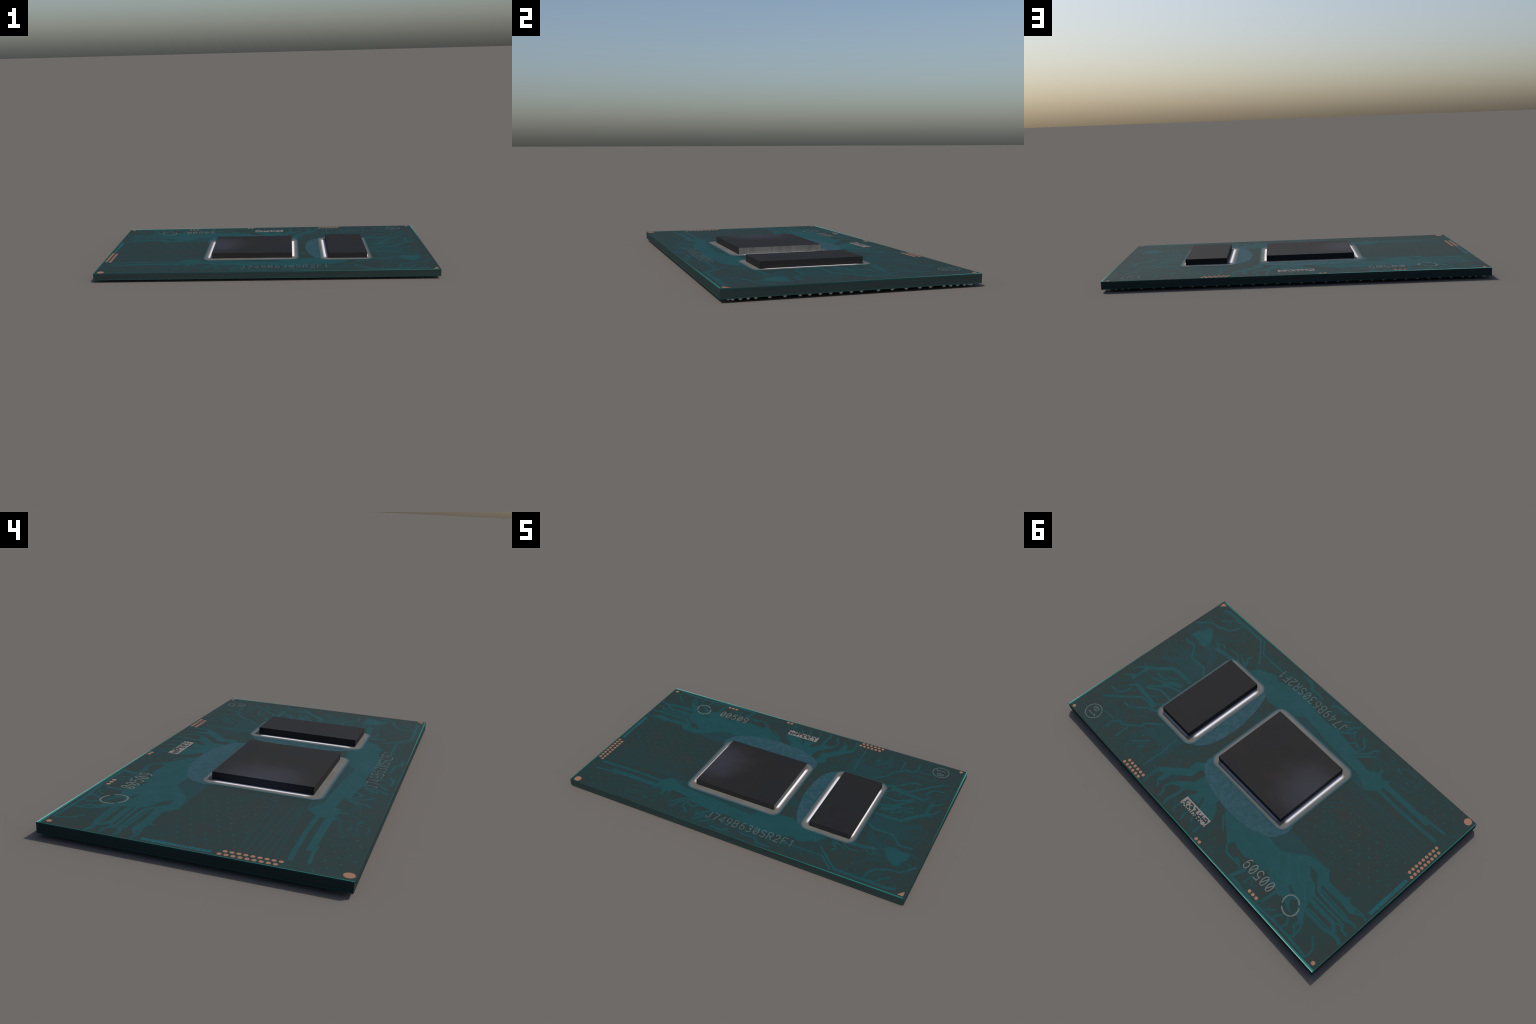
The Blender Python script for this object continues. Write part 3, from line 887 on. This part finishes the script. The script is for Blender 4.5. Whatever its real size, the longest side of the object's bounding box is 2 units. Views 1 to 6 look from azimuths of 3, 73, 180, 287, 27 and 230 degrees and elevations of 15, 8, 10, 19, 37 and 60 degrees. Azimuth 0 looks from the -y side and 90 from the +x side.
# circled finish mark, read from the side
add("circle_mark", ribbon("circle_mark", ellipse_arc(0.8635, 0.4835, 0.046, 0.046, 0, 0, 352, 44)[:45], 0.0048, Z_TOP + 0.0005, Z_TOP + 0.0007, True), substrate, "ink")
letter("e", 0.8650, 0.4645, 0.030, 0.038, 0.0050, "ink", math.pi / 2)
letter("1", 0.8585, 0.5000, 0.030, 0.056, 0.0052, "ink", math.pi / 2)

# dot-matrix stand-in: random cells with a solid border on two sides
CODE = (-0.0975, 0.0945, 0.4245, 0.4725)
NX, NY = 32, 7
cw, chh = (CODE[1] - CODE[0]) / NX, (CODE[3] - CODE[2]) / NY
cells = []
rnd = random.Random(21)
for i in range(NX):
    for j in range(NY):
        border = j == 0 or i in (0, NX - 1)
        if border or rnd.random() < 0.45:
            x, y, g = CODE[0] + i * cw, CODE[2] + j * chh, 0.0001
            cells.append([(x + g, y + g), (x + cw - g, y + g), (x + cw - g, y + chh - g), (x + g, y + chh - g)])
code = add("matrix_code", many_prisms("matrix_code", cells, Z_TOP + 0.0005, Z_TOP + 0.0007), substrate, "code")
code["kind"] = "stuff"


# ------------------------------------------------------------------ resin bleed around the underfill
def spline(pts, n=10):
    """Catmull-Rom through the control points."""
    out, P = [], [Vector(p) for p in pts]
    for i in range(len(P) - 1):
        a, b, c, d = P[max(i - 1, 0)], P[i], P[i + 1], P[min(i + 2, len(P) - 1)]
        for k in range(n):
            t = k / n
            out.append(tuple(0.5 * (2 * b + (c - a) * t + (2 * a - 5 * b + 4 * c - d) * t * t + (3 * b - a - 3 * c + d) * t ** 3)))
    return out + [tuple(P[-1])]


BLEED_BIG = [(0.190, 0.150), (0.197, 0.205), (0.175, 0.250), (0.120, 0.286), (0.050, 0.306), (-0.040, 0.318), (-0.120, 0.324),
             (-0.240, 0.311), (-0.330, 0.279), (-0.380, 0.240), (-0.402, 0.175), (-0.392, 0.130)]
BLEED_SMALL = [(0.350, -0.318), (0.318, -0.305), (0.290, -0.262), (0.266, -0.199), (0.250, -0.116), (0.241, -0.040), (0.243, 0.040),
               (0.254, 0.111), (0.272, 0.158), (0.300, 0.195), (0.345, 0.222)]
add("resin_bleed", prism("resin_bleed", ragged(spline(BLEED_BIG) + [(-0.34, 0.10), (0.15, 0.10)], 0.001, 0.01), Z_TOP + 0.0002, Z_TOP + 0.0005), substrate, "stain")
add("resin_bleed", prism("resin_bleed", ragged(spline(BLEED_SMALL) + [(0.40, 0.15), (0.40, -0.25)], 0.001, 0.01), Z_TOP + 0.0002, Z_TOP + 0.0005), substrate, "stain")


# ------------------------------------------------------------------ dies and underfill
def rounded_rect(x0, x1, y0, y1, r, n=10):
    out = []
    for cx, cy, a in ((x1 - r, y0 + r, -90), (x1 - r, y1 - r, 0), (x0 + r, y1 - r, 90), (x0 + r, y0 + r, 180)):
        for i in range(n + 1):
            t = math.radians(a + 90 * i / n)
            out.append((cx + r * math.cos(t), cy + r * math.sin(t)))
    return out


def die(name, box, mat, sawn=False):
    x0, x1, y0, y1 = box
    bm = bmesh.new()
    bmesh.ops.create_cube(bm, size=1.0)
    for v in bm.verts:
        v.co = Vector((x0 if v.co.x < 0 else x1, y0 if v.co.y < 0 else y1, Z_TOP if v.co.z < 0 else DIE_TOP))
    bmesh.ops.bevel(bm, geom=[e for e in bm.edges if min(v.co.z for v in e.verts) > Z_TOP + 0.01 or abs(e.verts[0].co.z - e.verts[1].co.z) > 0.01],
                    offset=0.0007, segments=2, profile=0.5, affect="EDGES")
    me = bpy.data.meshes.new(name)
    bm.to_mesh(me)
    bm.free()
    me.materials.append(MAT[mat])
    me.materials.append(MAT["sawn"])
    for p in me.polygons:
        p.material_index = 1 if sawn and p.normal.x > 0.99 else 0
    return add(name, me)


def underfill(parent, box, outer, radius):
    """Low apron that sinks from the die wall to the mask."""
    x0, x1, y0, y1 = outer
    rings = []
    for t, dz in ((0.0, 0.0006), (0.35, 0.0008), (0.75, 0.0010), (1.0, 0.0011)):
        a = [outer[i] + (box[i] + (0.006, -0.006, 0.006, -0.006)[i] - outer[i]) * t for i in range(4)]
        rings.append([(x, y, Z_TOP + dz) for x, y in rounded_rect(*a, radius * (1 - t) + 0.002)])
    base = [(x, y, Z_TOP - 0.0002) for x, y, _ in rings[0]]
    n = len(base)
    verts = base + [v for r in rings for v in r]
    faces = []
    for k in range(len(rings)):
        for i in range(n):
            a, b = k * n + i, k * n + (i + 1) % n
            faces.append((a, b, b + n, a + n))
    me = mesh_from("underfill", verts, faces)
    o = add("underfill", me, parent, underfill_material("underfill_epoxy", outer, radius), False)
    return o


def glint_strip(parent, x0, x1, y0, y1, axis, inner, z, lead=0.001, white=srgb(247, 245, 247)):
    """Slim white strip modelling the resin highlight beside one die wall."""
    cx, cy, hx, hy = (x0 + x1) / 2, (y0 + y1) / 2, (x1 - x0) / 2, (y1 - y0) / 2
    n, m = 24, 8
    verts, faces = [], []
    for i in range(n + 1):
        s = -1 + 2 * i / n
        taper = max(0.02, 1 - abs(s) ** 14)
        for j in range(m + 1):
            t = -1 + 2 * j / m
            up = 0.0006 * math.sqrt(max(0.0, 1 - t * t)) * taper
            a, b = (t * hx * (0.55 + 0.45 * taper), s * hy) if axis == "y" else (s * hx, t * hy * (0.55 + 0.45 * taper))
            verts.append((cx + a, cy + b, z + up))
    for i in range(n):
        for j in range(m):
            a = i * (m + 1) + j
            f = (a, a + 1, a + m + 2, a + m + 1)
            faces.append(f if axis == "y" else f[::-1])
    add("painted_glint", mesh_from("painted_glint", verts, faces), parent, glint_material("painted_glint", axis, inner, lead, white), True)


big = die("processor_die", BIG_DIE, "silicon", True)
small = die("chipset_die", SMALL_DIE, "silicon_b")
underfill(big, BIG_DIE, (-0.391, 0.198, -0.313, 0.207), 0.052)
underfill(small, SMALL_DIE, (0.322, 0.642, -0.330, 0.240), 0.052)
BZ = Z_TOP + 0.0010
DULL = srgb(158, 162, 168)
glint_strip(big, -0.368, -0.336, -0.262, 0.158, "y", 1, BZ, 0.5)
glint_strip(big, 0.1525, 0.174, -0.252, 0.158, "y", 0, BZ)
glint_strip(big, -0.334, 0.152, 0.164, 0.181, "x", 0, BZ, 0.4, DULL)
glint_strip(small, 0.342, 0.376, -0.283, 0.186, "y", 1, BZ, 0.5)
glint_strip(small, 0.6045, 0.620, -0.280, 0.182, "y", 0, BZ)
glint_strip(small, 0.380, 0.604, 0.192, 0.209, "x", 0, BZ, 0.4, DULL)

# ------------------------------------------------------------------ solder balls
bm = bmesh.new()
bmesh.ops.create_uvsphere(bm, u_segments=18, v_segments=12, radius=BALL_R)
ball_mesh = bpy.data.meshes.new("solder_ball")
bm.to_mesh(ball_mesh)
bm.free()
ball_mesh.materials.append(MAT["solder"])
for p in ball_mesh.polygons:
    p.use_smooth = True


def runs(*spec):
    """(start, pitch, count) runs of ball positions along one edge."""
    return [s + p * i for s, p, n in spec for i in range(n)]


RIGHT = runs((-0.504, 0.0307, 4), (-0.356, 0.062, 3), (-0.192, 0.0440, 6), (0.102, 0.062, 4), (0.337, 0.062, 1), (0.399, 0.0318, 5))
BACK = runs((-0.961, 0.032, 3), (-0.859, 0.0585, 10), (-0.262, 0.047, 1), (-0.215, 0.0627, 14), (0.689, 0.049, 2), (0.802, 0.066, 1), (0.868, 0.032, 4))
EDGE_X, EDGE_Y = 0.970, 0.519
spots = [(EDGE_X, y) for y in RIGHT] + [(-EDGE_X, y) for y in RIGHT] + [(x, EDGE_Y) for x in BACK] + [(x, -EDGE_Y) for x in BACK]
spots += [(EDGE_X - 0.028, y) for y in (-0.39, -0.328, -0.265, 0.126, 0.188, 0.25, 0.36)]
for x, y in spots:
    o = bpy.data.objects.new("solder_ball", ball_mesh)
    o.location = (x, y, BALL_R)
    bpy.context.scene.collection.objects.link(o)
    o.parent = ROOT

bm = bmesh.new()
row = 0
y = -0.488
while y < 0.489:
    x = -0.94 + (0.031 if row % 2 else 0.0)
    while x < 0.925:
        bmesh.ops.create_icosphere(bm, subdivisions=1, radius=BALL_R, matrix=Matrix.Translation((x, y, BALL_R + 0.0002)))
        x += 0.062
    y += 0.0312
    row += 1
field = bpy.data.meshes.new("solder_ball_field")
bm.to_mesh(field)
bm.free()
inner_balls = add("solder_ball_field", field, ROOT, "solder", True)
inner_balls["kind"] = "stuff"
